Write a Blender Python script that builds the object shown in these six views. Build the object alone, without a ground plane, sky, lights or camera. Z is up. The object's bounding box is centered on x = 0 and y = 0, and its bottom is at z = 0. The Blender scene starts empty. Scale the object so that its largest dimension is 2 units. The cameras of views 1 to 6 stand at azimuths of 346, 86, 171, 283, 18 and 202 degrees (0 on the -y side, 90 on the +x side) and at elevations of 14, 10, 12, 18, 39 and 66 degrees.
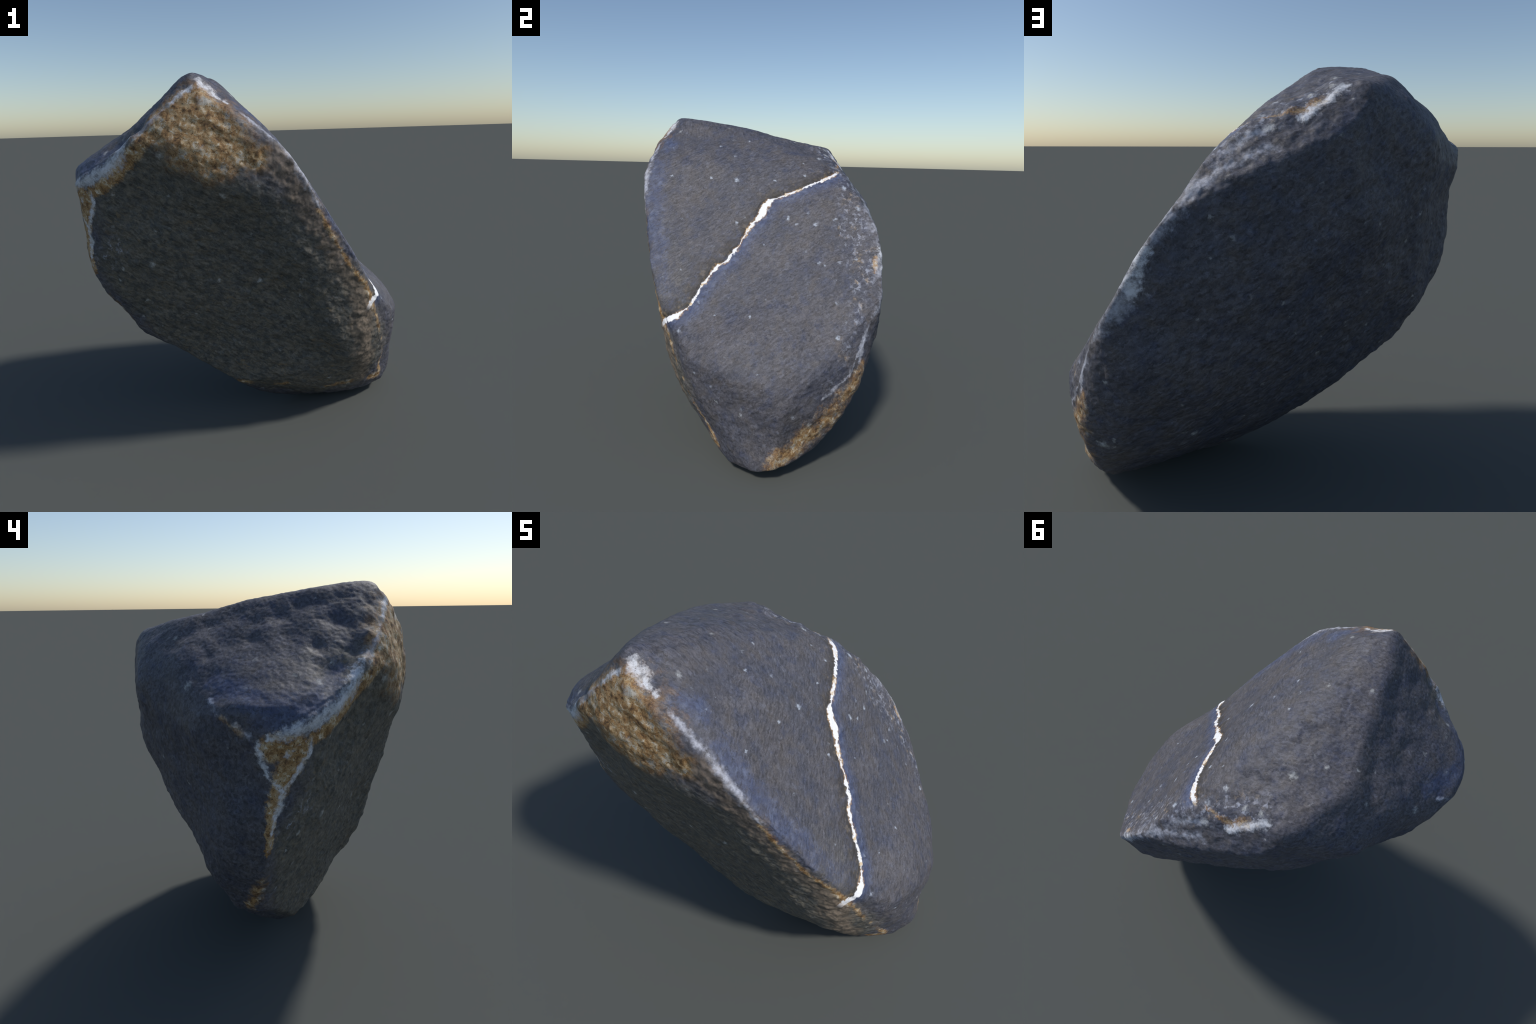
"""A dark, water-worn angular boulder balanced on its narrow foot.

The body is what is left of a block after a set of gently bulging flat breaks
(FACETS), softened by broad swells and hollows, then lumped, dented and
furrowed.  A white quartz vein crosses the broad sunny face, pale calcite and
ochre crust sit along the edges.
"""
import bpy, math
import numpy as np

SUBDIVISIONS = 9
CENTRE = np.array([0.0, 0.02, 1.05])

# ----------------------------------------------------------------------------
# 1. large shape
# ----------------------------------------------------------------------------
# each break: compass direction it faces (deg), tilt upward (deg),
# distance from CENTRE (m), bulge (1/m)
FACETS = [
    (93.2, 77.9, 0.855, 0.08),
    (20.2, 61.8, 0.695, 0.16),
    (36.6, 58.3, 0.845, 0.08),
    (-4.8, 48.8, 0.539, -0.10),
    (172.9, 48.7, 0.932, -0.19),
    (-50.6, 44.2, 0.829, 0.07),
    (-177.3, 44.2, 1.006, 0.16),
    (71.6, 42.5, 0.811, 0.10),
    (90.3, 41.3, 0.965, 0.08),
    (-9.4, 37.8, 0.521, 0.16),
    (-16.8, 32.3, 0.479, -0.07),
    (140.3, 31.7, 0.876, 0.21),
    (-67.8, 27.8, 1.003, 0.08),
    (-119.7, 23.0, 1.043, 0.11),
    (123.0, 8.5, 0.713, 0.03),
    (26.2, 3.4, 0.971, 0.20),
    (-22.7, 3.2, 0.850, 0.03),
    (176.0, 2.1, 0.924, 0.11),
    (-99.6, 1.5, 0.774, 0.10),
    (-64.7, 0.7, 0.848, 0.08),
    (-55.7, -0.3, 0.778, 0.12),
    (95.8, -1.1, 0.659, 0.11),
    (-142.9, -5.1, 0.857, -0.08),
    (-83.8, -7.4, 0.666, 0.00),
    (146.6, -11.8, 0.718, 0.15),
    (-33.9, -12.6, 1.219, 0.08),
    (71.4, -13.9, 0.915, 0.21),
    (-47.0, -15.2, 0.945, 0.08),
    (-120.6, -17.4, 0.615, -0.04),
    (-109.9, -20.7, 0.540, -0.13),
    (173.1, -22.3, 0.816, 0.04),
    (115.7, -26.0, 0.523, 0.20),
    (-79.6, -35.0, 0.894, 0.14),
    (86.5, -40.9, 1.014, 0.08),
    (-103.2, -45.4, 0.786, 0.09),
    (119.8, -45.7, 0.655, 0.08),
    (50.9, -45.8, 1.221, 0.09),
    (-4.9, -47.0, 1.432, 0.08),
    (-169.4, -53.7, 0.794, 0.01),
    (-52.4, -84.3, 1.061, 0.10),
]
EDGE_SHARPNESS = 110.0        # higher = crisper edges between breaks

# broad swells (+) and hollows (-): x, y, z, radius, height
SWELLS = [
    (-0.35, -0.30, 1.98, 0.12, 0.007),
    (-0.47, -0.04, 1.92, 0.15, 0.013),
    (-0.36, -0.62, 1.92, 0.12, -0.008),
    (-0.25, 0.23, 1.87, 0.15, -0.010),
    (-0.13, -0.39, 1.86, 0.15, -0.025),
    (-0.04, 0.32, 1.79, 0.12, -0.003),
    (-0.32, 0.53, 1.79, 0.15, 0.005),
    (0.05, -0.24, 1.72, 0.12, 0.021),
    (-0.75, -0.16, 1.71, 0.15, 0.025),
    (0.13, 0.13, 1.69, 0.15, 0.025),
    (0.15, 0.45, 1.69, 0.15, 0.011),
    (-0.72, 0.14, 1.68, 0.15, 0.028),
    (-0.40, -0.61, 1.68, 0.15, 0.017),
    (-0.74, -0.51, 1.64, 0.15, -0.019),
    (-0.55, 0.41, 1.62, 0.15, 0.041),
    (-0.06, 0.64, 1.61, 0.15, -0.011),
    (-0.96, -0.10, 1.56, 0.12, 0.045),
    (0.21, 0.63, 1.54, 0.12, 0.004),
    (-0.92, -0.36, 1.52, 0.15, 0.045),
    (0.17, -0.34, 1.51, 0.15, -0.022),
    (-0.35, 0.53, 1.49, 0.12, -0.031),
    (0.36, 0.39, 1.47, 0.15, 0.006),
    (-0.22, -0.66, 1.45, 0.15, -0.011),
    (0.33, 0.10, 1.44, 0.15, -0.030),
    (-0.49, -0.57, 1.43, 0.15, -0.014),
    (-0.68, 0.27, 1.43, 0.12, -0.042),
    (0.16, -0.67, 1.42, 0.15, 0.018),
    (-0.70, -0.45, 1.40, 0.12, -0.019),
    (-0.17, 0.62, 1.32, 0.15, -0.039),
    (0.28, 0.69, 1.32, 0.15, -0.005),
    (-0.81, 0.10, 1.32, 0.15, -0.041),
    (0.49, 0.52, 1.31, 0.12, -0.020),
    (-0.96, -0.16, 1.30, 0.15, 0.020),
    (-0.31, -0.55, 1.25, 0.12, -0.020),
    (-0.07, -0.63, 1.23, 0.15, -0.034),
    (-0.54, 0.39, 1.23, 0.15, -0.085),
    (0.54, 0.31, 1.20, 0.15, -0.032),
    (0.41, -0.21, 1.19, 0.15, -0.005),
    (0.50, 0.03, 1.18, 0.12, -0.011),
    (0.34, -0.62, 1.18, 0.15, 0.014),
    (0.45, 0.70, 1.11, 0.12, 0.020),
    (-0.72, -0.36, 1.11, 0.15, 0.023),
    (0.07, 0.64, 1.07, 0.15, -0.032),
    (0.46, -0.47, 1.04, 0.12, 0.008),
    (0.69, 0.66, 1.03, 0.15, -0.024),
    (-0.15, -0.50, 1.03, 0.12, -0.011),
    (-0.39, -0.43, 1.02, 0.15, -0.010),
    (-0.69, 0.20, 1.02, 0.15, -0.053),
    (-0.21, 0.47, 1.02, 0.15, -0.034),
    (-0.89, -0.08, 0.95, 0.15, 0.037),
    (0.67, 0.00, 0.95, 0.15, -0.016),
    (0.59, -0.29, 0.95, 0.15, 0.005),
    (0.32, 0.67, 0.89, 0.15, -0.023),
    (0.07, -0.51, 0.87, 0.15, -0.045),
    (0.75, -0.01, 0.86, 0.09, 0.022),
    (0.78, 0.21, 0.83, 0.09, 0.018),
    (0.80, 0.33, 0.82, 0.15, -0.048),
    (-0.46, 0.23, 0.81, 0.15, -0.040),
    (0.49, -0.56, 0.78, 0.15, -0.009),
    (0.84, -0.08, 0.76, 0.09, 0.030),
    (0.01, 0.44, 0.75, 0.15, 0.003),
    (0.76, -0.22, 0.73, 0.09, 0.030),
    (0.26, -0.54, 0.71, 0.12, 0.004),
    (0.86, -0.03, 0.71, 0.15, 0.005),
    (0.90, 0.13, 0.70, 0.09, 0.003),
    (0.93, 0.31, 0.66, 0.09, -0.012),
    (0.41, 0.60, 0.66, 0.12, 0.033),
    (-0.22, 0.27, 0.65, 0.15, -0.037),
    (-0.64, 0.04, 0.64, 0.15, -0.027),
    (0.89, -0.18, 0.63, 0.09, 0.022),
    (-0.19, -0.33, 0.62, 0.15, -0.019),
    (0.08, -0.42, 0.61, 0.12, -0.007),
    (0.88, 0.44, 0.58, 0.15, 0.037),
    (-0.42, -0.23, 0.55, 0.12, -0.020),
    (0.68, 0.63, 0.54, 0.15, -0.005),
    (0.74, -0.33, 0.54, 0.15, 0.010),
    (0.97, 0.19, 0.53, 0.15, 0.026),
    (0.94, 0.31, 0.52, 0.09, -0.019),
    (0.98, 0.18, 0.52, 0.09, -0.036),
    (0.30, 0.46, 0.51, 0.15, 0.006),
    (0.83, -0.29, 0.50, 0.09, -0.006),
    (0.93, -0.10, 0.43, 0.15, 0.023),
    (-0.42, 0.03, 0.43, 0.15, -0.030),
    (0.26, -0.41, 0.43, 0.15, -0.057),
    (-0.05, 0.23, 0.41, 0.15, -0.022),
    (0.00, -0.31, 0.39, 0.15, -0.008),
    (0.53, -0.42, 0.37, 0.15, -0.038),
    (0.92, -0.09, 0.36, 0.09, -0.013),
    (0.55, 0.47, 0.34, 0.15, 0.021),
    (0.96, 0.14, 0.32, 0.09, -0.013),
    (-0.23, -0.20, 0.29, 0.15, -0.014),
    (0.76, -0.26, 0.26, 0.12, -0.026),
    (0.95, 0.13, 0.22, 0.12, -0.028),
    (0.20, -0.29, 0.21, 0.12, 0.013),
    (0.10, 0.12, 0.21, 0.12, 0.006),
    (0.31, 0.23, 0.20, 0.15, -0.007),
    (0.76, 0.36, 0.16, 0.15, -0.034),
    (0.01, -0.11, 0.11, 0.15, -0.005),
    (0.44, -0.21, 0.09, 0.15, 0.023),
    (0.87, -0.11, 0.08, 0.15, 0.016),
    (0.50, 0.07, 0.07, 0.15, -0.023),
    (0.76, 0.11, 0.06, 0.12, -0.007),
    (0.26, -0.02, 0.03, 0.12, -0.005),
]


def smooth(x, a, b):
    t = np.clip((x - a) / (b - a), 0.0, 1.0)
    return t * t * (3.0 - 2.0 * t)


def body_field(P):
    """negative inside the rock, positive outside"""
    D = P - CENTRE
    d2 = (D * D).sum(1)
    fs = []
    for az, el, dist, bulge in FACETS:
        a, e = math.radians(az), math.radians(el)
        n = np.array([math.cos(e) * math.cos(a), math.cos(e) * math.sin(a), math.sin(e)])
        k = D @ n
        fs.append(k - dist + 0.5 * bulge * (d2 - k * k))
    f = np.stack(fs, 1)
    m = f.max(1)
    f = m + np.log(np.exp(EDGE_SHARPNESS * (f - m[:, None])).sum(1)) / EDGE_SHARPNESS
    for x, y, z, r, h in SWELLS:
        d = P - np.array([x, y, z])
        f -= h * np.exp(-(d * d).sum(1) / (2 * r * r))
    return f


# ----------------------------------------------------------------------------
# 2. the vein, in coordinates of the broad face: along, across, half width
# ----------------------------------------------------------------------------
FACE_OUT = np.array([0.8154, -0.1201, 0.5663])
FACE_ALONG = np.array([-0.3357, 0.6989, 0.6316])
FACE_ACROSS = np.array([0.4716, 0.7051, -0.5296])
VEIN = [
    (-0.300, -0.650, 0.010), (-0.070, -0.530, 0.020), (-0.047, -0.514, 0.027), (-0.022, -0.491, 0.029),
    (0.013, -0.476, 0.021), (0.053, -0.470, 0.0106), (0.089, -0.460, 0.0073), (0.130, -0.466, 0.0090),
    (0.207, -0.490, 0.0093), (0.239, -0.496, 0.0100), (0.289, -0.504, 0.0084), (0.329, -0.513, 0.0094),
    (0.378, -0.518, 0.0074), (0.422, -0.499, 0.0090), (0.451, -0.500, 0.0145), (0.507, -0.513, 0.0119),
    (0.548, -0.510, 0.0075), (0.596, -0.530, 0.0050), (0.638, -0.538, 0.0075), (0.674, -0.550, 0.0103),
    (0.712, -0.553, 0.0138), (0.760, -0.552, 0.0208), (0.800, -0.561, 0.0320), (0.835, -0.575, 0.0310),
    (0.881, -0.581, 0.0190), (0.914, -0.574, 0.0113), (0.953, -0.552, 0.0095), (1.007, -0.526, 0.0095),
    (1.062, -0.500, 0.0105), (1.129, -0.476, 0.0105), (1.187, -0.452, 0.0108), (1.247, -0.429, 0.0125),
    (1.317, -0.422, 0.0140), (1.345, -0.425, 0.0040), (1.600, -0.450, 0.0001),
]
VEIN_T, VEIN_S, VEIN_W = (np.array(c) for c in zip(*VEIN))


def vein_coords(P):
    t = P @ FACE_ALONG
    s = P @ FACE_ACROSS - np.interp(t, VEIN_T, VEIN_S)
    w = np.interp(t, VEIN_T, VEIN_W)
    on = smooth((P - CENTRE) @ FACE_OUT, 0.30, 0.38) * smooth(t, -0.10, -0.06) * smooth(-t, -1.36, -1.31)
    return t, s, w, on


# ----------------------------------------------------------------------------
# 3. lines and spots on the surface shared by relief and colour
# ----------------------------------------------------------------------------
# polylines of (x, y, z, half width)
CALCITE_BAND = [(-0.681, -0.520, 1.713, .012), (-0.737, -0.500, 1.661, .026), (-0.768, -0.486, 1.616, .032),
                (-0.812, -0.457, 1.575, .030), (-0.870, -0.415, 1.548, .026), (-0.930, -0.350, 1.516, .022),
                (-0.966, -0.286, 1.497, .018), (-0.972, -0.225, 1.476, .010)]
HOLLOW_FURROW = [(-0.635, -0.516, 1.761), (-0.673, -0.480, 1.735), (-0.750, -0.440, 1.675), (-0.810, -0.420, 1.630),
                 (-0.870, -0.385, 1.590), (-0.915, -0.345, 1.565), (-0.955, -0.275, 1.535)]
END_DENTS = [(-0.563, 0.200, 1.811), (-0.596, 0.249, 1.763), (-0.649, 0.115, 1.759), (-0.643, -0.002, 1.771),
             (-0.637, -0.093, 1.781), (-0.560, -0.092, 1.847), (-0.512, -0.025, 1.880), (-0.696, 0.066, 1.727),
             (-0.568, 0.367, 1.721), (-0.553, 0.115, 1.833), (-0.527, 0.323, 1.782), (-0.548, -0.200, 1.872),
             (-0.502, -0.258, 1.918), (-0.504, -0.334, 1.924), (-0.644, -0.243, 1.796), (-0.674, -0.352, 1.770),
             (-0.483, -0.407, 1.942), (-0.591, -0.477, 1.815), (-0.556, -0.532, 1.838), (-0.568, -0.409, 1.856),
             (-0.496, -0.539, 1.897), (-0.776, -0.390, 1.671), (-0.644, -0.506, 1.755)]


# crisp crests where two breaks meet: polyline, height, reach
CRESTS = [
    ([(-0.970, -0.150, 1.490), (-0.966, -0.199, 1.400), (-0.955, -0.225, 1.330), (-0.948, -0.225, 1.230), (-0.940, -0.222, 1.130),
      (-0.924, -0.205, 1.015), (-0.867, -0.175, 0.881), (-0.795, -0.138, 0.764), (-0.725, -0.088, 0.658)], 0.008, 0.024),
    ([(-0.681, -0.525, 1.713), (-0.755, -0.495, 1.640), (-0.812, -0.462, 1.585), (-0.880, -0.410, 1.550), (-0.940, -0.340, 1.520), (-0.972, -0.250, 1.492)], 0.009, 0.026),
    ([(-0.790, 0.120, 1.630), (-0.876, 0.014, 1.591), (-0.931, -0.038, 1.561), (-0.967, -0.104, 1.519)], 0.004, 0.018),
    ([(-0.409, -0.597, 1.932), (-0.500, -0.590, 1.865), (-0.608, -0.565, 1.773), (-0.681, -0.520, 1.713)], 0.005, 0.024),
    ([(-0.217, -0.640, 1.835), (-0.089, -0.685, 1.726), (0.015, -0.705, 1.623), (0.125, -0.705, 1.450), (0.235, -0.675, 1.240), (0.366, -0.630, 1.040),
      (0.478, -0.588, 0.910), (0.552, -0.538, 0.786), (0.626, -0.464, 0.624), (0.695, -0.377, 0.441), (0.785, -0.210, 0.140)], 0.005, 0.022),
    ([(0.552, 0.711, 1.230), (0.620, 0.700, 1.095), (0.723, 0.669, 0.934), (0.779, 0.612, 0.856), (0.830, 0.560, 0.700)], 0.004, 0.022),
]


def line_distance(P, pts):
    best = np.full(len(P), 9.0)
    for a, b in zip(pts[:-1], pts[1:]):
        a, b = np.array(a[:3]), np.array(b[:3])
        ab = b - a
        t = np.clip(((P - a) @ ab) / (ab @ ab), 0, 1)
        best = np.minimum(best, np.linalg.norm(P - a - t[:, None] * ab, axis=1))
    return best


# lattice noise -----------------------------------------------------------------
rng = np.random.default_rng(7)
LATTICE = rng.uniform(-1, 1, (32, 32, 32))


def noise(P, scale, offset=0.0):
    Q = P * scale + offset
    i = np.floor(Q).astype(int)
    f = Q - i
    f = f * f * f * (f * (f * 6 - 15) + 10)
    i0, i1 = i % 32, (i + 1) % 32
    out = 0
    for dx in (0, 1):
        for dy in (0, 1):
            for dz in (0, 1):
                w = (f[:, 0] if dx else 1 - f[:, 0]) * (f[:, 1] if dy else 1 - f[:, 1]) * (f[:, 2] if dz else 1 - f[:, 2])
                out = out + w * LATTICE[(i1 if dx else i0)[:, 0], (i1 if dy else i0)[:, 1], (i1 if dz else i0)[:, 2]]
    return out


def stretch(P, axis, k):
    """coordinates drawn out k-fold along axis, so noise on them is streaky"""
    axis = np.array(axis) / np.linalg.norm(axis)
    return P - (1 - 1 / k) * (P @ axis)[:, None] * axis


def relief(P, N):
    """height added along the normal: lumps, dents, furrow, vein lip"""
    D = P - CENTRE
    end = smooth(D @ np.array([-0.72, 0.0, 0.69]), 0.62, 0.85) * smooth(N @ np.array([-0.6, 0.1, 0.78]), 0.55, 0.85)
    top = smooth(N[:, 2], 0.45, 0.75)
    broad = smooth(N @ FACE_OUT, 0.8, 0.95)
    front = smooth(-N[:, 1], 0.55, 0.85)
    back = smooth(N[:, 1], 0.4, 0.8)
    calm = (1 - 0.75 * broad) * (1 - 0.7 * end)
    h = -0.0010 + calm * (0.0040 * noise(P, 9.0) + 0.0038 * noise(P, 21.0, 3.3) + 0.0022 * noise(P, 45.0, 9.1))
    h += 0.0011 * noise(P, 90.0, 5.5)
    h += end * (0.005 + 0.0030 * noise(P, 11.0, 1.7) + 0.0018 * noise(stretch(P, (0.1, 1.0, 0.1), 1.8), 24.0, 8.2))
    h += top * (1 - end) * (1 - 0.7 * broad) * (0.0035 * noise(P, 10.0, 6.1) + (0.0025 + 0.0050 * smooth(P[:, 1], -0.1, 0.2)) * noise(P, 18.0, 12.7))
    h += front * 0.0022 * noise(stretch(P, (0.9, -0.1, -0.35), 3.0), 38.0, 4.1)
    h += back * 0.0022 * noise(stretch(P, (0.8, 0.1, 0.55), 3.0), 34.0, 14.1)
    h += broad * 0.0009 * noise(stretch(P, FACE_ALONG, 4.0), 60.0, 2.2)
    # chips along the sharp edges facing the sides
    for i, c in enumerate(END_DENTS):
        d = P - np.array(c)
        r = 0.030 + 0.008 * math.sin(i * 2.4)
        h -= (0.0085 + 0.0030 * math.cos(i * 1.7)) * np.exp(-(d * d).sum(1) / (2 * r * r))
    d = line_distance(P, HOLLOW_FURROW)
    h -= 0.012 * np.exp(-(d / 0.03) ** 2) * smooth(N @ np.array([-0.6, 0.0, 0.8]), 0.35, 0.7)
    for pts, height, reach in CRESTS:
        h += height * np.exp(-line_distance(P, pts) / reach)
    # the vein: notch on its upper side, lip on its lower side
    t, s, w, on = vein_coords(P)
    h += on * (-0.006 * np.exp(-((s + w) / 0.012) ** 2) + 0.0035 * smooth(s, -0.5 * 0.01, 0.03) * np.exp(-np.clip(s, 0, 9) / 0.08))
    h += on * 0.003 * smooth(w - np.abs(s), -0.004, 0.006)
    return h


# ----------------------------------------------------------------------------
# 4. build the skin
# ----------------------------------------------------------------------------
bpy.ops.mesh.primitive_ico_sphere_add(subdivisions=SUBDIVISIONS, radius=1.0)
whole = bpy.context.object
mesh = whole.data
nv = len(mesh.vertices)
co = np.empty(nv * 3)
mesh.vertices.foreach_get("co", co)
ray = co.reshape(-1, 3)
ray = ray / np.linalg.norm(ray, axis=1)[:, None]
# bracket on a coarse guess, then bisect in chunks
radius = np.empty(nv)
for c in range(0, nv, 60000):
    r = ray[c:c + 60000]
    lo, hi = np.full(len(r), 0.25), np.full(len(r), 1.55)
    for _ in range(7):
        mid = 0.5 * (lo + hi)
        inside = body_field(CENTRE + r * mid[:, None]) < 0
        lo, hi = np.where(inside, mid, lo), np.where(inside, hi, mid)
    flo, fhi = (body_field(CENTRE + r * x[:, None]) for x in (lo, hi))
    for _ in range(3):                                    # false position
        mid = lo - flo * (hi - lo) / (fhi - flo)
        fm = body_field(CENTRE + r * mid[:, None])
        inside = fm < 0
        lo, flo = np.where(inside, mid, lo), np.where(inside, fm, flo)
        hi, fhi = np.where(inside, hi, mid), np.where(inside, fhi, fm)
    radius[c:c + 60000] = mid
P = CENTRE + ray * radius[:, None]


def set_points(P):
    mesh.vertices.foreach_set("co", P.ravel())
    mesh.update()


def normals():
    n = np.empty(nv * 3, dtype=np.float32)
    mesh.vertex_normals.foreach_get("vector", n)
    return n.reshape(-1, 3).astype(float)


set_points(P)
N = normals()
P = P + N * relief(P, N)[:, None]
# settle the rounded foot onto the ground
low = P[:, 2].min()
P[:, 2] -= 0.5 * low * np.clip(1 - (P[:, 2] - low) / 0.2, 0, 1) ** 2
set_points(P)
N = normals()

# ----------------------------------------------------------------------------
# 5. materials
# ----------------------------------------------------------------------------


class Nodes:
    """small helper: every method adds a node and returns its output socket"""

    def __init__(self, tree):
        self.t = tree

    def new(self, kind, **props):
        n = self.t.nodes.new(kind)
        for k, v in props.items():
            setattr(n, k, v)
        return n

    def plug(self, sock, v):
        if isinstance(v, bpy.types.NodeSocket):
            self.t.links.new(v, sock)
        else:
            sock.default_value = v

    def math(self, op, a, b=0.0, c=0.0, clamp=False):
        n = self.new("ShaderNodeMath", operation=op, use_clamp=clamp)
        for s, v in zip(n.inputs, (a, b, c)):
            self.plug(s, v)
        return n.outputs[0]

    def vec(self, op, a, b=(0, 0, 0)):
        n = self.new("ShaderNodeVectorMath", operation=op)
        self.plug(n.inputs[0], a)
        self.plug(n.inputs[1], b)
        return n.outputs["Value"] if op in ("DOT_PRODUCT", "DISTANCE", "LENGTH") else n.outputs["Vector"]

    def scale(self, a, k):
        n = self.new("ShaderNodeVectorMath", operation="SCALE")
        self.plug(n.inputs[0], a)
        self.plug(n.inputs["Scale"], k)
        return n.outputs["Vector"]

    def step(self, x, a, b):
        """0 below a, 1 above b (a may exceed b: then reversed)"""
        n = self.new("ShaderNodeMapRange", interpolation_type="SMOOTHSTEP", clamp=False)
        self.plug(n.inputs["Value"], x)
        if a < b:
            vals = (a, b, 0.0, 1.0)
        else:
            vals = (b, a, 1.0, 0.0)
        for s, v in zip(n.inputs[1:5], vals):
            s.default_value = v
        return n.outputs["Result"]

    def noise(self, vec, scale, detail=3.0, rough=0.55, color=False):
        n = self.new("ShaderNodeTexNoise")
        self.plug(n.inputs["Vector"], vec)
        n.inputs["Scale"].default_value = scale
        n.inputs["Detail"].default_value = detail
        n.inputs["Roughness"].default_value = rough
        return n.outputs["Color" if color else "Fac"]

    def voronoi(self, vec, scale):
        n = self.new("ShaderNodeTexVoronoi")
        self.plug(n.inputs["Vector"], vec)
        n.inputs["Scale"].default_value = scale
        return n.outputs["Distance"], n.outputs["Color"]

    def wobble(self, vec, scale):
        """a random vector in -0.5..0.5 that varies over space"""
        n = self.new("ShaderNodeCombineXYZ")
        for i, s in enumerate(n.inputs):
            self.plug(s, self.math("SUBTRACT", self.noise(self.vec("ADD", vec, (3.1 * i, 1.7 * i, 5.3 * i)), scale, 3.0, 0.6), 0.5))
        return n.outputs[0]

    def red(self, color):
        n = self.new("ShaderNodeSeparateColor")
        self.plug(n.inputs[0], color)
        return n.outputs[0]

    def darken(self, color, k):
        g = self.new("ShaderNodeCombineColor")
        for s in g.inputs:
            self.plug(s, k)
        n = self.new("ShaderNodeMix", data_type="RGBA", blend_type="MULTIPLY", clamp_result=False)
        n.inputs["Factor"].default_value = 1.0
        self.plug(n.inputs[6], color)
        self.plug(n.inputs[7], g.outputs[0])
        return n.outputs[2]

    def stretch(self, vec, axis, k):
        """coordinates drawn out k-fold along axis"""
        axis = np.array(axis) / np.linalg.norm(axis)
        along = self.vec("DOT_PRODUCT", vec, axis.tolist())
        n = self.new("ShaderNodeCombineXYZ")
        for s, a in zip(n.inputs, axis):
            self.plug(s, self.math("MULTIPLY", along, -(1 - 1 / k) * float(a)))
        return self.vec("ADD", vec, n.outputs[0])

    def mix(self, fac, a, b):
        n = self.new("ShaderNodeMix", data_type="RGBA")
        self.plug(n.inputs["Factor"], fac)
        for s, v in zip((n.inputs[6], n.inputs[7]), (a, b)):
            self.plug(s, v if isinstance(v, bpy.types.NodeSocket) else (*v, 1.0))
        return n.outputs[2]

    def curve(self, x, pts):
        n = self.new("ShaderNodeFloatCurve")
        self.plug(n.inputs["Value"], x)
        c = n.mapping.curves[0]
        n.mapping.use_clip = False
        c.points[0].location, c.points[1].location = pts[0], pts[-1]
        for p in pts[1:-1]:
            c.points.new(*p)
        for p in c.points:
            p.handle_type = "VECTOR"
        n.mapping.update()
        return n.outputs[0]


def segment_group():
    """distance from a point to a tapering segment, in units of its half width"""
    g = bpy.data.node_groups.new("segment_reach", "ShaderNodeTree")
    for name, kind in (("P", "NodeSocketVector"), ("A", "NodeSocketVector"), ("AB", "NodeSocketVector"),
                       ("InvLen2", "NodeSocketFloat"), ("Ra", "NodeSocketFloat"), ("dR", "NodeSocketFloat")):
        g.interface.new_socket(name, in_out="INPUT", socket_type=kind)
    g.interface.new_socket("D", in_out="OUTPUT", socket_type="NodeSocketFloat")
    b = Nodes(g)
    i = b.new("NodeGroupInput").outputs
    o = b.new("NodeGroupOutput")
    pa = b.vec("SUBTRACT", i["P"], i["A"])
    t = b.math("MULTIPLY", b.vec("DOT_PRODUCT", pa, i["AB"]), i["InvLen2"])
    t = b.math("MINIMUM", b.math("MAXIMUM", t, 0.0), 1.0)
    d = b.vec("DISTANCE", pa, b.scale(i["AB"], t))
    r = b.math("MULTIPLY_ADD", t, i["dR"], i["Ra"])
    g.links.new(b.math("DIVIDE", d, r), o.inputs["D"])
    return g


SEGMENT = segment_group()


def polyline(b, P, pts):
    """least reach over the segments of a polyline of (x, y, z, half width)"""
    best = None
    for p, q in zip(pts[:-1], pts[1:]):
        n = b.new("ShaderNodeGroup")
        n.node_tree = SEGMENT
        ab = np.array(q[:3]) - np.array(p[:3])
        b.plug(n.inputs["P"], P)
        n.inputs["A"].default_value = p[:3]
        n.inputs["AB"].default_value = ab.tolist()
        n.inputs["InvLen2"].default_value = 1.0 / float(ab @ ab)
        n.inputs["Ra"].default_value = p[3]
        n.inputs["dR"].default_value = q[3] - p[3]
        best = n.outputs[0] if best is None else b.math("MINIMUM", best, n.outputs[0])
    return best


def spots(b, P, pts):
    best = None
    for x, y, z, r in pts:
        d = b.math("MULTIPLY", b.vec("DISTANCE", P, (x, y, z)), 1.0 / r)
        best = d if best is None else b.math("MINIMUM", best, d)
    return best


STONE_COOL, STONE_WARM = (0.068, 0.070, 0.089), (0.090, 0.087, 0.099)
STONE_BROWN, STONE_INK, STONE_PALE = (0.090, 0.080, 0.076), (0.050, 0.059, 0.098), (0.115, 0.120, 0.150)
FRONT_DARK, FRONT_LIGHT = (0.082, 0.084, 0.077), (0.145, 0.129, 0.098)
BLUE_DEEP, BLUE_LIGHT = (0.042, 0.070, 0.175), (0.120, 0.160, 0.290)
GRAIN_BROAD, GRAIN_SIDES = (0.19, -0.87, -0.45), (0.87, 0.0, -0.50)

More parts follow.
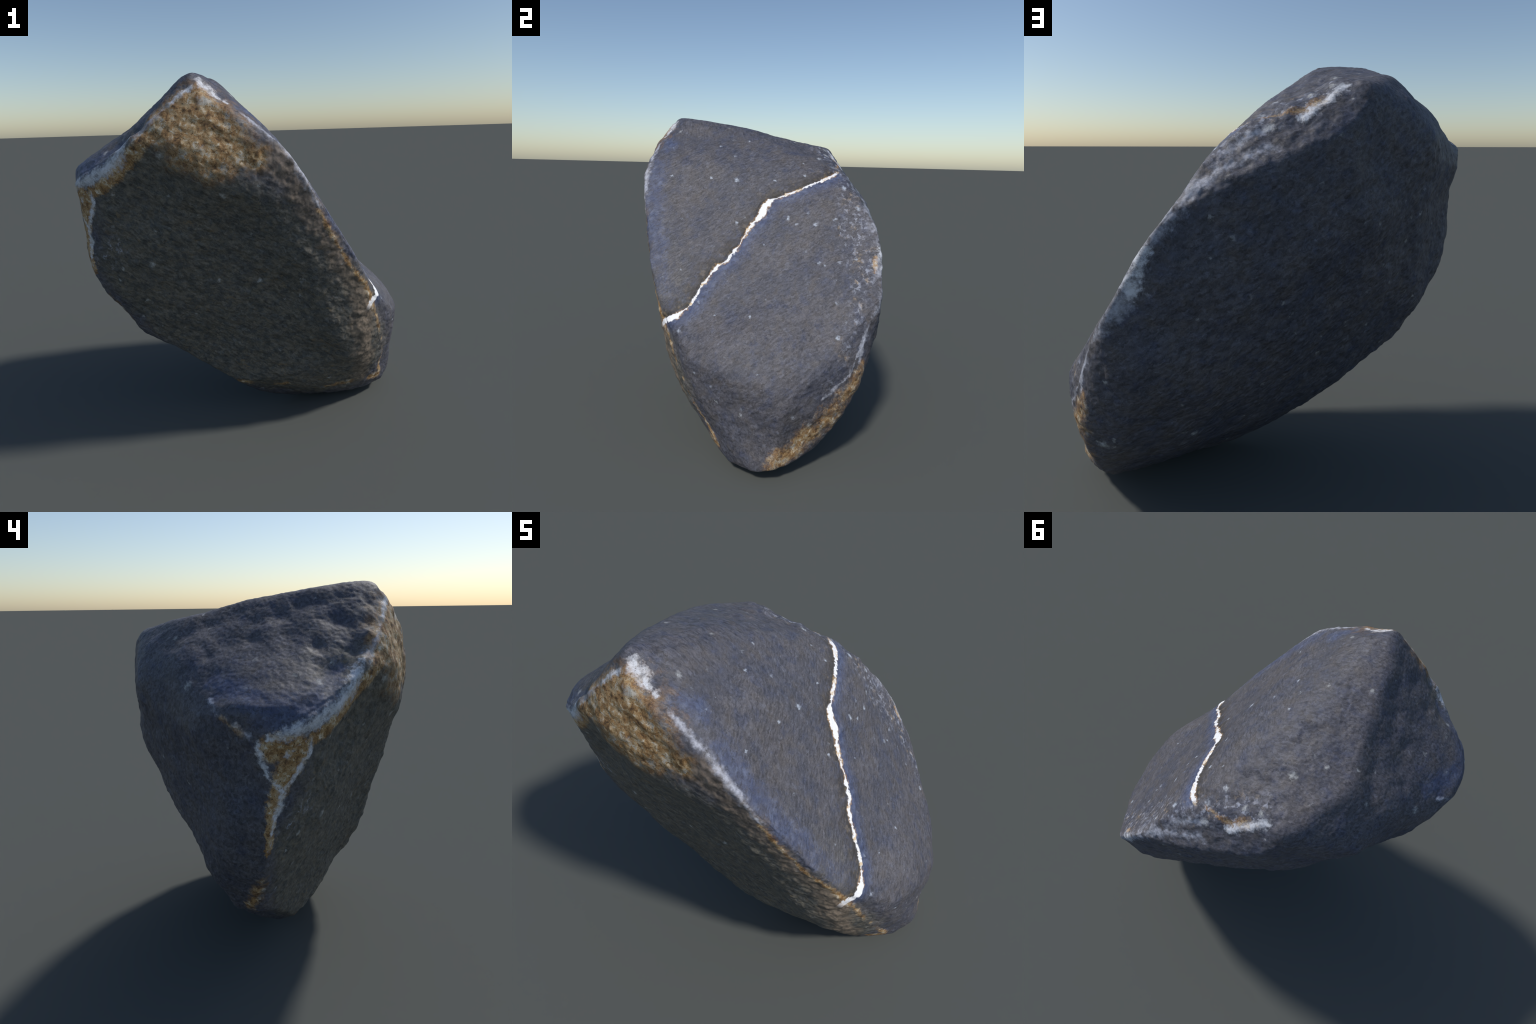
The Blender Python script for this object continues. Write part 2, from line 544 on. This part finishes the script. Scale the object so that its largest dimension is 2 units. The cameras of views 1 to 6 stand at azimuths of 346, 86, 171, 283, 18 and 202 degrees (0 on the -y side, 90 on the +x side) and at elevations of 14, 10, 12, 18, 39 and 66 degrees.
# pale worn calcite along edges: polylines (x, y, z, half width)
PALE_LINES = [
    CALCITE_BAND,
    [(-0.362, -0.565, 1.968, .022), (-0.334, -0.583, 1.941, .030), (-0.296, -0.605, 1.904, .022), (-0.250, -0.622, 1.866, .010)],
    [(-0.409, -0.597, 1.932, .012), (-0.457, -0.591, 1.904, .014), (-0.500, -0.590, 1.865, .008)],
    [(-0.970, -0.185, 1.465, .008), (-0.966, -0.199, 1.400, .012), (-0.962, -0.218, 1.353, .010), (-0.951, -0.244, 1.308, .011),
     (-0.930, -0.268, 1.270, .011), (-0.926, -0.258, 1.207, .020), (-0.933, -0.240, 1.168, .010), (-0.935, -0.222, 1.08, .006), (-0.924, -0.209, 1.015, .004)],
    [(-0.904, -0.366, 1.465, .009), (-0.891, -0.361, 1.410, .010), (-0.908, -0.323, 1.352, .011), (-0.925, -0.281, 1.287, .008)],
    [(-0.905, -0.350, 1.465, .006), (-0.929, -0.320, 1.452, .006), (-0.950, -0.285, 1.420, .009)],
    [(0.610, 0.700, 1.090, .030), (0.590, 0.702, 1.150, .032), (0.552, 0.705, 1.225, .018)],
    [(-0.007, 0.576, 1.666, .014), (-0.059, 0.556, 1.702, .018), (-0.121, 0.534, 1.745, .018), (-0.180, 0.510, 1.785, .024)],
]
# fainter, broken wear
WORN_LINES = [
    [(-0.500, -0.590, 1.865, .010), (-0.608, -0.565, 1.773, .010), (-0.681, -0.520, 1.713, .014)],
    [(-0.217, -0.636, 1.835, .008), (-0.089, -0.681, 1.726, .010), (-0.037, -0.690, 1.683, .013), (0.015, -0.701, 1.623, .014),
     (0.060, -0.705, 1.559, .014), (0.125, -0.701, 1.450, .011), (0.178, -0.688, 1.359, .008)],
    [(-0.876, 0.014, 1.591, .006), (-0.931, -0.038, 1.561, .008), (-0.967, -0.104, 1.519, .008), (-0.970, -0.150, 1.490, .010)],
    [(0.552, 0.705, 1.225, .020), (0.428, 0.682, 1.390, .022), (0.336, 0.654, 1.470, .024), (0.235, 0.650, 1.520, .014),
     (0.163, 0.644, 1.550, .014), (0.109, 0.635, 1.574, .018)],
    [(0.270, 0.614, 1.547, .014), (0.190, 0.586, 1.604, .014), (0.112, 0.575, 1.637, .016)],
    [(0.609, 0.700, 1.098, .030), (0.665, 0.695, 1.026, .018), (0.723, 0.669, 0.934, .014), (0.779, 0.612, 0.856, .010),
     (0.819, 0.567, 0.749, .008), (0.841, 0.548, 0.647, .006)],
    [(0.940, 0.330, 0.470, .006), (0.916, 0.414, 0.540, .007), (0.884, 0.492, 0.596, .006), (0.819, 0.567, 0.749, .005)],
]
# ochre and rust crust
OCHRE_AREA = [
    [(-0.400, -0.635, 1.850, .10), (-0.365, -0.665, 1.740, .14), (-0.290, -0.685, 1.660, .11), (-0.150, -0.705, 1.620, .06)],
    [(-0.390, -0.635, 1.860, .09), (-0.500, -0.610, 1.790, .09), (-0.602, -0.587, 1.733, .06)],
    [(-0.420, -0.640, 1.720, .13), (-0.336, -0.675, 1.640, .10)],
]
OCHRE_SOLID = [
    [(-0.602, -0.575, 1.72, .035), (-0.712, -0.511, 1.62, .035), (-0.839, -0.422, 1.485, .030), (-0.890, -0.385, 1.475, .035)],
    [(-0.945, -0.250, 1.440, .055), (-0.930, -0.325, 1.440, .050), (-0.938, -0.285, 1.350, .048), (-0.942, -0.250, 1.260, .030),
     (-0.945, -0.228, 1.170, .020), (-0.935, -0.220, 1.02, .016)],
]
OCHRE_LINES = [
    [(-0.867, -0.181, 0.881, .014), (-0.795, -0.143, 0.764, .024), (-0.725, -0.092, 0.658, .022), (-0.620, -0.080, 0.57, .010)],
    [(-0.420, -0.055, 0.415, .020), (-0.360, -0.060, 0.385, .018)],
    [(-0.160, -0.215, 0.255, .020), (-0.090, -0.215, 0.230, .020)],
    [(0.060, -0.240, 0.205, .022), (0.130, -0.265, 0.215, .018)],
    [(0.400, -0.265, 0.160, .018), (0.530, -0.300, 0.185, .022)],
    [(0.700, -0.260, 0.165, .022), (0.785, -0.212, 0.150, .024)],
    [(0.169, -0.689, 1.355, .010), (0.235, -0.669, 1.240, .013), (0.366, -0.624, 1.040, .011), (0.478, -0.582, 0.910, .013), (0.552, -0.532, 0.786, .018),
     (0.626, -0.459, 0.624, .012), (0.695, -0.372, 0.441, .010), (0.785, -0.210, 0.140, .014)],
    [(0.955, 0.070, 0.110, .035), (0.935, 0.160, 0.165, .060), (0.910, 0.260, 0.235, .065), (0.890, 0.360, 0.330, .065),
     (0.880, 0.430, 0.430, .055), (0.850, 0.520, 0.540, .045), (0.815, 0.560, 0.640, .020)],
    [(0.129, 0.511, 1.676, .010), (0.040, 0.540, 1.688, .008), (-0.030, 0.548, 1.700, .020), (-0.085, 0.535, 1.730, .026)],
    [(0.640, 0.660, 1.110, .008), (0.600, 0.670, 1.190, .011)],
    [(-0.950, -0.060, 1.54, .012), (-0.972, -0.130, 1.495, .014)],
]
SPECKLE_ZONES = [
    [(0.300, 0.560, 1.540, .09), (0.470, 0.560, 1.330, .10), (0.610, 0.600, 1.140, .10), (0.740, 0.560, 0.900, .06), (0.900, 0.380, 0.560, .05)],
    [(0.250, 0.560, 1.580, .08), (0.100, 0.520, 1.680, .09), (-0.120, 0.470, 1.770, .10)],
    [(-0.880, -0.300, 1.100, .08), (-0.800, -0.360, 1.200, .07)],
]
BROWN_EDGE = [(-0.110, -0.705, 1.610, .10), (0.009, -0.719, 1.538, .07), (0.101, -0.696, 1.395, .065), (0.201, -0.670, 1.242, .06),
              (0.353, -0.616, 1.001, .06), (0.482, -0.564, 0.810, .08), (0.504, -0.530, 0.625, .09), (0.552, -0.445, 0.402, .08), (0.60, -0.32, 0.22, .08)]
FRONT_TINT = [
    [(-0.55, -0.45, 1.40, .34), (-0.20, -0.52, 1.10, .42), (0.15, -0.48, 0.75, .40), (0.40, -0.38, 0.40, .32)],
    [(-0.72, -0.40, 1.05, .24), (-0.50, -0.32, 0.75, .24), (-0.15, -0.32, 0.45, .26), (0.30, -0.34, 0.26, .24)],
]
BLUE_LINES = [
    [(0.00, -0.620, 1.690, .05), (0.080, -0.640, 1.560, .07), (0.190, -0.630, 1.380, .08), (0.300, -0.600, 1.210, .075), (0.44, -0.53, 1.00, .06), (0.53, -0.47, 0.87, .05)],
    [(-0.17, -0.60, 1.83, .05), (-0.12, -0.58, 1.80, .06)],
    [(-0.700, -0.460, 1.710, .03), (-0.800, -0.415, 1.635, .055), (-0.900, -0.340, 1.575, .055), (-0.955, -0.230, 1.550, .06), (-0.82, 0.0, 1.65, .05)],  # shade on the shelf inside the calcite rim, painted dark blue
]
FLECKS = [
    (0.180, -0.121, 1.590, .014), (-0.204, -0.510, 1.901, .011), (0.070, -0.540, 1.603, .009), (0.132, -0.284, 1.600, .009),
    (-0.034, -0.230, 1.802, .009), (0.344, -0.117, 1.338, .010), (0.218, 0.305, 1.626, .009), (0.219, 0.112, 1.593, .008),
    (0.304, 0.533, 1.560, .014), (0.402, 0.601, 1.447, .014), (0.387, 0.188, 1.376, .012), (0.419, 0.234, 1.346, .007),
    (0.440, 0.344, 1.347, .012), (0.436, 0.459, 1.383, .010), (0.477, 0.495, 1.331, .010), (0.576, 0.355, 1.147, .011),
    (0.593, 0.562, 1.172, .010), (0.065, 0.410, 1.732, .014), (0.128, 0.493, 1.682, .014), (0.834, 0.428, 0.789, .010),
    (0.960, 0.184, 0.402, .011), (0.724, -0.037, 0.870, .008), (-0.295, -0.439, 0.968, .013), (-0.633, -0.386, 1.078, .015),
    (-0.612, -0.449, 1.258, .010), (-0.784, -0.308, 1.045, .012), (-0.698, -0.209, 0.734, .010), (-0.087, -0.492, 0.965, .010),
    (0.121, -0.576, 0.967, .013), (0.381, -0.329, 0.244, .012), (-0.296, -0.654, 1.447, .015), (-0.796, -0.429, 1.451, .012),
    (-0.568, -0.600, 1.643, .016), (-0.387, -0.661, 1.661, .018), (-0.368, -0.642, 1.870, .022), (-0.213, 0.277, 1.849, .018),
    (-0.338, 0.197, 1.878, .011), (-0.473, 0.154, 1.880, .010), (-0.738, -0.132, 1.709, .012), (-0.812, -0.297, 1.670, .011),
    (-0.563, 0.252, 1.789, .012), (-0.811, -0.377, 1.649, .011), (-0.721, -0.411, 1.709, .008), (-0.651, -0.414, 1.774, .009),
    (0.772, 0.528, 0.406, .020), (0.421, 0.441, 0.371, .014), (0.028, 0.550, 0.928, .014), (-0.790, 0.120, 1.624, .018),
    (0.112, 0.575, 1.637, .018), (-0.148, 0.478, 1.792, .016), (-0.062, 0.471, 1.763, .014),
]


def stone_material(name):
    m = bpy.data.materials.new(name)
    m.use_nodes = True
    b = Nodes(m.node_tree)
    bsdf = m.node_tree.nodes["Principled BSDF"]
    P = b.new("ShaderNodeTexCoord").outputs["Object"]
    Pw = b.vec("ADD", P, b.scale(b.wobble(P, 11.0), 0.16))       # broad ragged borders
    Pf = b.vec("ADD", P, b.scale(b.wobble(P, 48.0), 0.035))      # fine ragged borders
    out = b.vec("DOT_PRODUCT", b.vec("SUBTRACT", P, CENTRE.tolist()), FACE_OUT.tolist())
    broad = b.step(out, 0.36, 0.43)
    # fibrous grain, drawn out one way on the broad face and another on the sides
    grain_a = b.noise(b.stretch(Pf, GRAIN_BROAD, 5.0), 105.0, 5.0, 0.72)
    grain_b = b.noise(b.stretch(Pf, GRAIN_SIDES, 4.0), 85.0, 5.0, 0.72)
    grain = b.math("MULTIPLY_ADD", broad, b.math("SUBTRACT", grain_a, grain_b), grain_b)
    cloud = b.noise(P, 4.5, 4.0, 0.6)
    patch = b.noise(P, 15.0, 5.0, 0.62)
    blot = b.noise(Pf, 27.0, 4.0, 0.6)
    speck = b.noise(P, 190.0, 2.0, 0.6)
    ragged = b.math("MULTIPLY_ADD", b.noise(P, 80.0, 4.0, 0.7), 5.0, -2.5)

    # plain stone: violet grey with brown and blue-black clouds
    col = b.mix(b.step(cloud, 0.38, 0.64), STONE_COOL, STONE_WARM)
    col = b.mix(b.math("MULTIPLY", b.step(patch, 0.50, 0.66), 0.50), col, STONE_BROWN)
    col = b.mix(b.math("MULTIPLY", b.step(blot, 0.54, 0.70), 0.55), col, STONE_PALE)
    col = b.mix(b.math("MULTIPLY", b.step(patch, 0.47, 0.33), 0.55), col, STONE_INK)
    front = b.step(b.math("MINIMUM", *(polyline(b, Pw, line) for line in FRONT_TINT)), 1.25, 0.80)
    col = b.mix(b.math("MULTIPLY", front, 0.85), col, b.mix(b.step(blot, 0.36, 0.64), FRONT_DARK, FRONT_LIGHT))
    col = b.darken(col, b.math("MULTIPLY_ADD", b.step(grain, 0.28, 0.72), 1.10, 0.48))

    strand = b.noise(b.stretch(Pw, GRAIN_SIDES, 6.0), 46.0, 2.0, 0.5)
    col = b.mix(b.math("MULTIPLY", b.math("MULTIPLY", b.step(strand, 0.58, 0.72), front), 0.55), col, b.mix(b.step(cloud, 0.45, 0.55), (0.19, 0.19, 0.18), (0.21, 0.15, 0.08)))

    # blue colouring: beside the vein and along some edges
    t = b.vec("DOT_PRODUCT", Pf, FACE_ALONG.tolist())
    u = b.math("MULTIPLY_ADD", t, 0.5, 0.15)                       # -0.3..1.6 -> 0..0.95
    vs = b.math("SUBTRACT", b.curve(u, [(a / 2 + 0.15, s + 1.0) for a, s, w in VEIN]), 1.0)
    vw = b.math("MULTIPLY", b.curve(u, [(a / 2 + 0.15, w * 20) for a, s, w in VEIN]), 0.05)
    s = b.math("SUBTRACT", b.vec("DOT_PRODUCT", Pf, FACE_ACROSS.tolist()), vs)
    on = b.math("MULTIPLY", b.step(out, 0.30, 0.36), b.math("MULTIPLY", b.step(t, -0.10, -0.06), b.step(t, 1.36, 1.30)))
    rag_s = b.math("MULTIPLY_ADD", ragged, 0.020, s)
    below = b.math("MULTIPLY", b.math("MULTIPLY", b.step(s, 0.0, 0.012), b.step(rag_s, 0.12, 0.01)), on)
    above = b.math("MULTIPLY", b.math("MULTIPLY", b.step(s, 0.0, -0.01), b.step(rag_s, -0.13, -0.01)), on)
    blue = None
    for line in BLUE_LINES:
        d = polyline(b, Pw, line)
        blue = d if blue is None else b.math("MINIMUM", blue, d)
    blue = b.step(b.math("MULTIPLY_ADD", ragged, 0.35, blue), 1.5, 0.1)
    blue = b.math("MAXIMUM", b.math("MULTIPLY", blue, 0.75), b.math("MULTIPLY", below, 1.0))
    blue = b.math("MULTIPLY", blue, b.step(grain, 0.18, 0.60))
    col = b.mix(b.math("MULTIPLY", blue, 0.66), col, b.mix(b.step(blot, 0.40, 0.66), BLUE_DEEP, BLUE_LIGHT))
    col = b.mix(b.math("MULTIPLY", b.math("MULTIPLY", above, b.step(patch, 0.34, 0.56)), 0.80), col, b.mix(b.step(blot, 0.5, 0.68), (0.040, 0.034, 0.028), (0.15, 0.11, 0.055)))

    # brown edge and ochre crust
    edge = b.step(polyline(b, Pw, BROWN_EDGE), 1.25, 0.40)
    col = b.mix(b.math("MULTIPLY", edge, 0.70), col, b.mix(b.step(blot, 0.38, 0.64), (0.125, 0.098, 0.072), (0.300, 0.230, 0.170)))
    och = None
    for line in OCHRE_AREA:
        d = polyline(b, Pw, line)
        och = d if och is None else b.math("MINIMUM", och, d)
    och = b.math("MULTIPLY_ADD", b.math("SUBTRACT", blot, 0.5), 2.2, och)
    ochre = b.step(b.math("MULTIPLY_ADD", ragged, 0.12, och), 1.75, 0.45)
    solid = None
    for line in OCHRE_SOLID:
        d = polyline(b, Pf, line)
        solid = d if solid is None else b.math("MINIMUM", solid, d)
    solid = b.math("MULTIPLY_ADD", b.math("SUBTRACT", patch, 0.5), 1.6, solid)
    ochre = b.math("MAXIMUM", ochre, b.step(b.math("MULTIPLY_ADD", ragged, 0.20, solid), 1.35, 0.75))
    thin = None
    for line in OCHRE_LINES:
        d = polyline(b, Pf, line)
        thin = d if thin is None else b.math("MINIMUM", thin, d)
    thin = b.math("MULTIPLY_ADD", b.math("SUBTRACT", patch, 0.5), 4.5, thin)
    ochre = b.math("MAXIMUM", ochre, b.step(b.math("MULTIPLY_ADD", ragged, 0.35, thin), 1.8, -0.1))
    ramp = b.new("ShaderNodeValToRGB")
    b.plug(ramp.inputs[0], b.math("ADD", b.math("MULTIPLY", blot, 0.65), b.math("MULTIPLY", grain_b, 0.35)))
    ramp.color_ramp.elements[0].position, ramp.color_ramp.elements[0].color = 0.33, (0.055, 0.034, 0.018, 1)
    ramp.color_ramp.elements[1].position, ramp.color_ramp.elements[1].color = 0.63, (0.70, 0.63, 0.52, 1)
    for pos, c in ((0.41, (0.180, 0.095, 0.036, 1)), (0.48, (0.350, 0.200, 0.078, 1)), (0.55, (0.48, 0.34, 0.18, 1))):
        ramp.color_ramp.elements.new(pos).color = c
    crust = b.mix(b.math("MULTIPLY", b.step(speck, 0.58, 0.66), 0.8), ramp.outputs[0], (0.045, 0.032, 0.024))
    col = b.mix(b.math("MULTIPLY", ochre, 0.92), col, crust)

    # calcite: faint wear along edges, solid bands, then flecks
    worn = None
    for line in WORN_LINES:
        d = polyline(b, Pf, line)
        worn = d if worn is None else b.math("MINIMUM", worn, d)
    worn = b.math("MULTIPLY_ADD", b.math("SUBTRACT", patch, 0.5), 7.0, b.math("MULTIPLY_ADD", ragged, 0.6, worn))
    col = b.mix(b.math("MULTIPLY", b.step(worn, 2.2, -1.4), 0.80), col, (0.56, 0.58, 0.66))
    pale = None
    for line in PALE_LINES:
        d = polyline(b, Pf, line)
        pale = d if pale is None else b.math("MINIMUM", pale, d)
    pale = b.math("MULTIPLY_ADD", b.math("SUBTRACT", blot, 0.5), 4.0, b.math("MULTIPLY_ADD", ragged, 0.45, pale))
    pale = b.math("MULTIPLY", b.step(pale, 1.7, -0.2), b.math("SUBTRACT", 1.0, b.math("MULTIPLY", b.step(speck, 0.62, 0.70), 0.8)))
    col = b.mix(b.math("MULTIPLY", pale, 0.92), col, b.mix(b.step(blot, 0.60, 0.72), (0.66, 0.68, 0.73), (0.58, 0.50, 0.38)))
    zone = None
    for line in SPECKLE_ZONES:
        d = polyline(b, Pw, line)
        zone = d if zone is None else b.math("MINIMUM", zone, d)
    dust = b.math("MULTIPLY", b.step(zone, 1.3, 0.2), b.step(b.noise(Pf, 40.0, 4.0, 0.6), 0.50, 0.70))
    col = b.mix(b.math("MULTIPLY", dust, 0.60), col, b.mix(b.step(patch, 0.50, 0.62), (0.44, 0.47, 0.56), (0.42, 0.32, 0.22)))
    fl = b.math("MULTIPLY_ADD", ragged, 0.55, spots(b, Pf, FLECKS))
    fl = b.math("MULTIPLY", b.step(fl, 1.6, -0.3), 0.85)
    vd, vc = b.voronoi(Pf, 15.0)
    vd = b.math("MULTIPLY_ADD", ragged, 0.10, vd)
    small = b.math("MULTIPLY", b.step(vd, 0.20, 0.02), b.step(b.red(vc), 0.72, 0.95))
    fl = b.math("MAXIMUM", fl, b.math("MULTIPLY", small, 0.55))
    col = b.mix(fl, col, b.mix(broad, (0.46, 0.47, 0.46), (0.52, 0.58, 0.68)))

    # the vein, with ochre creeping along parts of its rim
    jag = b.math("MULTIPLY_ADD", b.noise(P, 20.0, 2.0, 0.5), 0.026, -0.013)
    off = b.math("ADD", b.math("SUBTRACT", b.math("ABSOLUTE", s), b.math("MULTIPLY", vw, 0.74)), jag)
    rim = b.math("MULTIPLY", b.math("MULTIPLY", b.step(b.math("MULTIPLY_ADD", ragged, 0.004, off), 0.013, 0.0), on), b.step(b.noise(P, 8.0, 2.0), 0.46, 0.58))
    col = b.mix(b.math("MULTIPLY", rim, 0.80), col, b.mix(b.step(blot, 0.4, 0.6), (0.24, 0.12, 0.04), (0.52, 0.33, 0.14)))
    vein = b.math("MULTIPLY", b.step(b.math("MULTIPLY_ADD", ragged, 0.0014, off), 0.004, -0.003), on)
    white = b.mix(b.math("MULTIPLY", b.step(blot, 0.52, 0.66), b.step(vw, 0.016, 0.010)), (0.86, 0.86, 0.88), (0.72, 0.56, 0.36))
    white = b.mix(b.step(speck, 0.66, 0.72), white, (0.22, 0.20, 0.19))
    col = b.mix(vein, col, white)
    b.plug(bsdf.inputs["Base Color"], col)
    bsdf.inputs["Roughness"].default_value = 0.60
    bsdf.inputs["Specular IOR Level"].default_value = 0.35
    bump = b.new("ShaderNodeBump")
    bump.inputs["Strength"].default_value = 0.30
    bump.inputs["Distance"].default_value = 0.005
    b.plug(bump.inputs["Height"], b.math("ADD", b.math("MULTIPLY", grain_b, 0.7), b.math("MULTIPLY", speck, 0.3)))
    b.plug(bsdf.inputs["Normal"], bump.outputs[0])
    return m


stone = stone_material("weathered_stone")
quartz = stone_material("vein_quartz")
calcite = stone_material("edge_calcite")

# ----------------------------------------------------------------------------
# 6. split the one skin into its parts
# ----------------------------------------------------------------------------
tri = np.empty(len(mesh.polygons) * 3, dtype=np.int32)
mesh.loops.foreach_get("vertex_index", tri)
tri = tri.reshape(-1, 3)
mid = P[tri].mean(1)
t_, s_, w_, on_ = vein_coords(mid)
in_vein = (on_ > 0.5) & (np.abs(s_) < w_ + 0.001)
in_band = (line_distance(mid, CALCITE_BAND[1:-1]) < 0.026) & ~in_vein

root = bpy.data.objects.new("boulder", None)
bpy.context.collection.objects.link(root)
root["label"] = "dark grey angular boulder with white quartz vein and ochre-stained edges"
root["category"] = "rock"


def part(name, faces, material):
    used, idx = np.unique(tri[faces], return_inverse=True)
    idx = idx.reshape(-1, 3)
    me = bpy.data.meshes.new(name)
    me.vertices.add(len(used))
    me.vertices.foreach_set("co", P[used].ravel())
    me.loops.add(idx.size)
    me.loops.foreach_set("vertex_index", idx.ravel().astype(np.int32))
    me.polygons.add(len(idx))
    me.polygons.foreach_set("loop_start", np.arange(0, idx.size, 3, dtype=np.int32))
    me.polygons.foreach_set("use_smooth", np.ones(len(idx), dtype=bool))
    me.update(calc_edges=True)
    me.validate()
    me.normals_split_custom_set_from_vertices(N[used].tolist())
    me.materials.append(material)
    ob = bpy.data.objects.new(name, me)
    bpy.context.collection.objects.link(ob)
    ob.parent = root
    return ob


part("stone_body", ~(in_vein | in_band), stone)
part("quartz_vein", in_vein, quartz)
part("calcite_band", in_band, calcite)
bpy.data.objects.remove(whole, do_unlink=True)
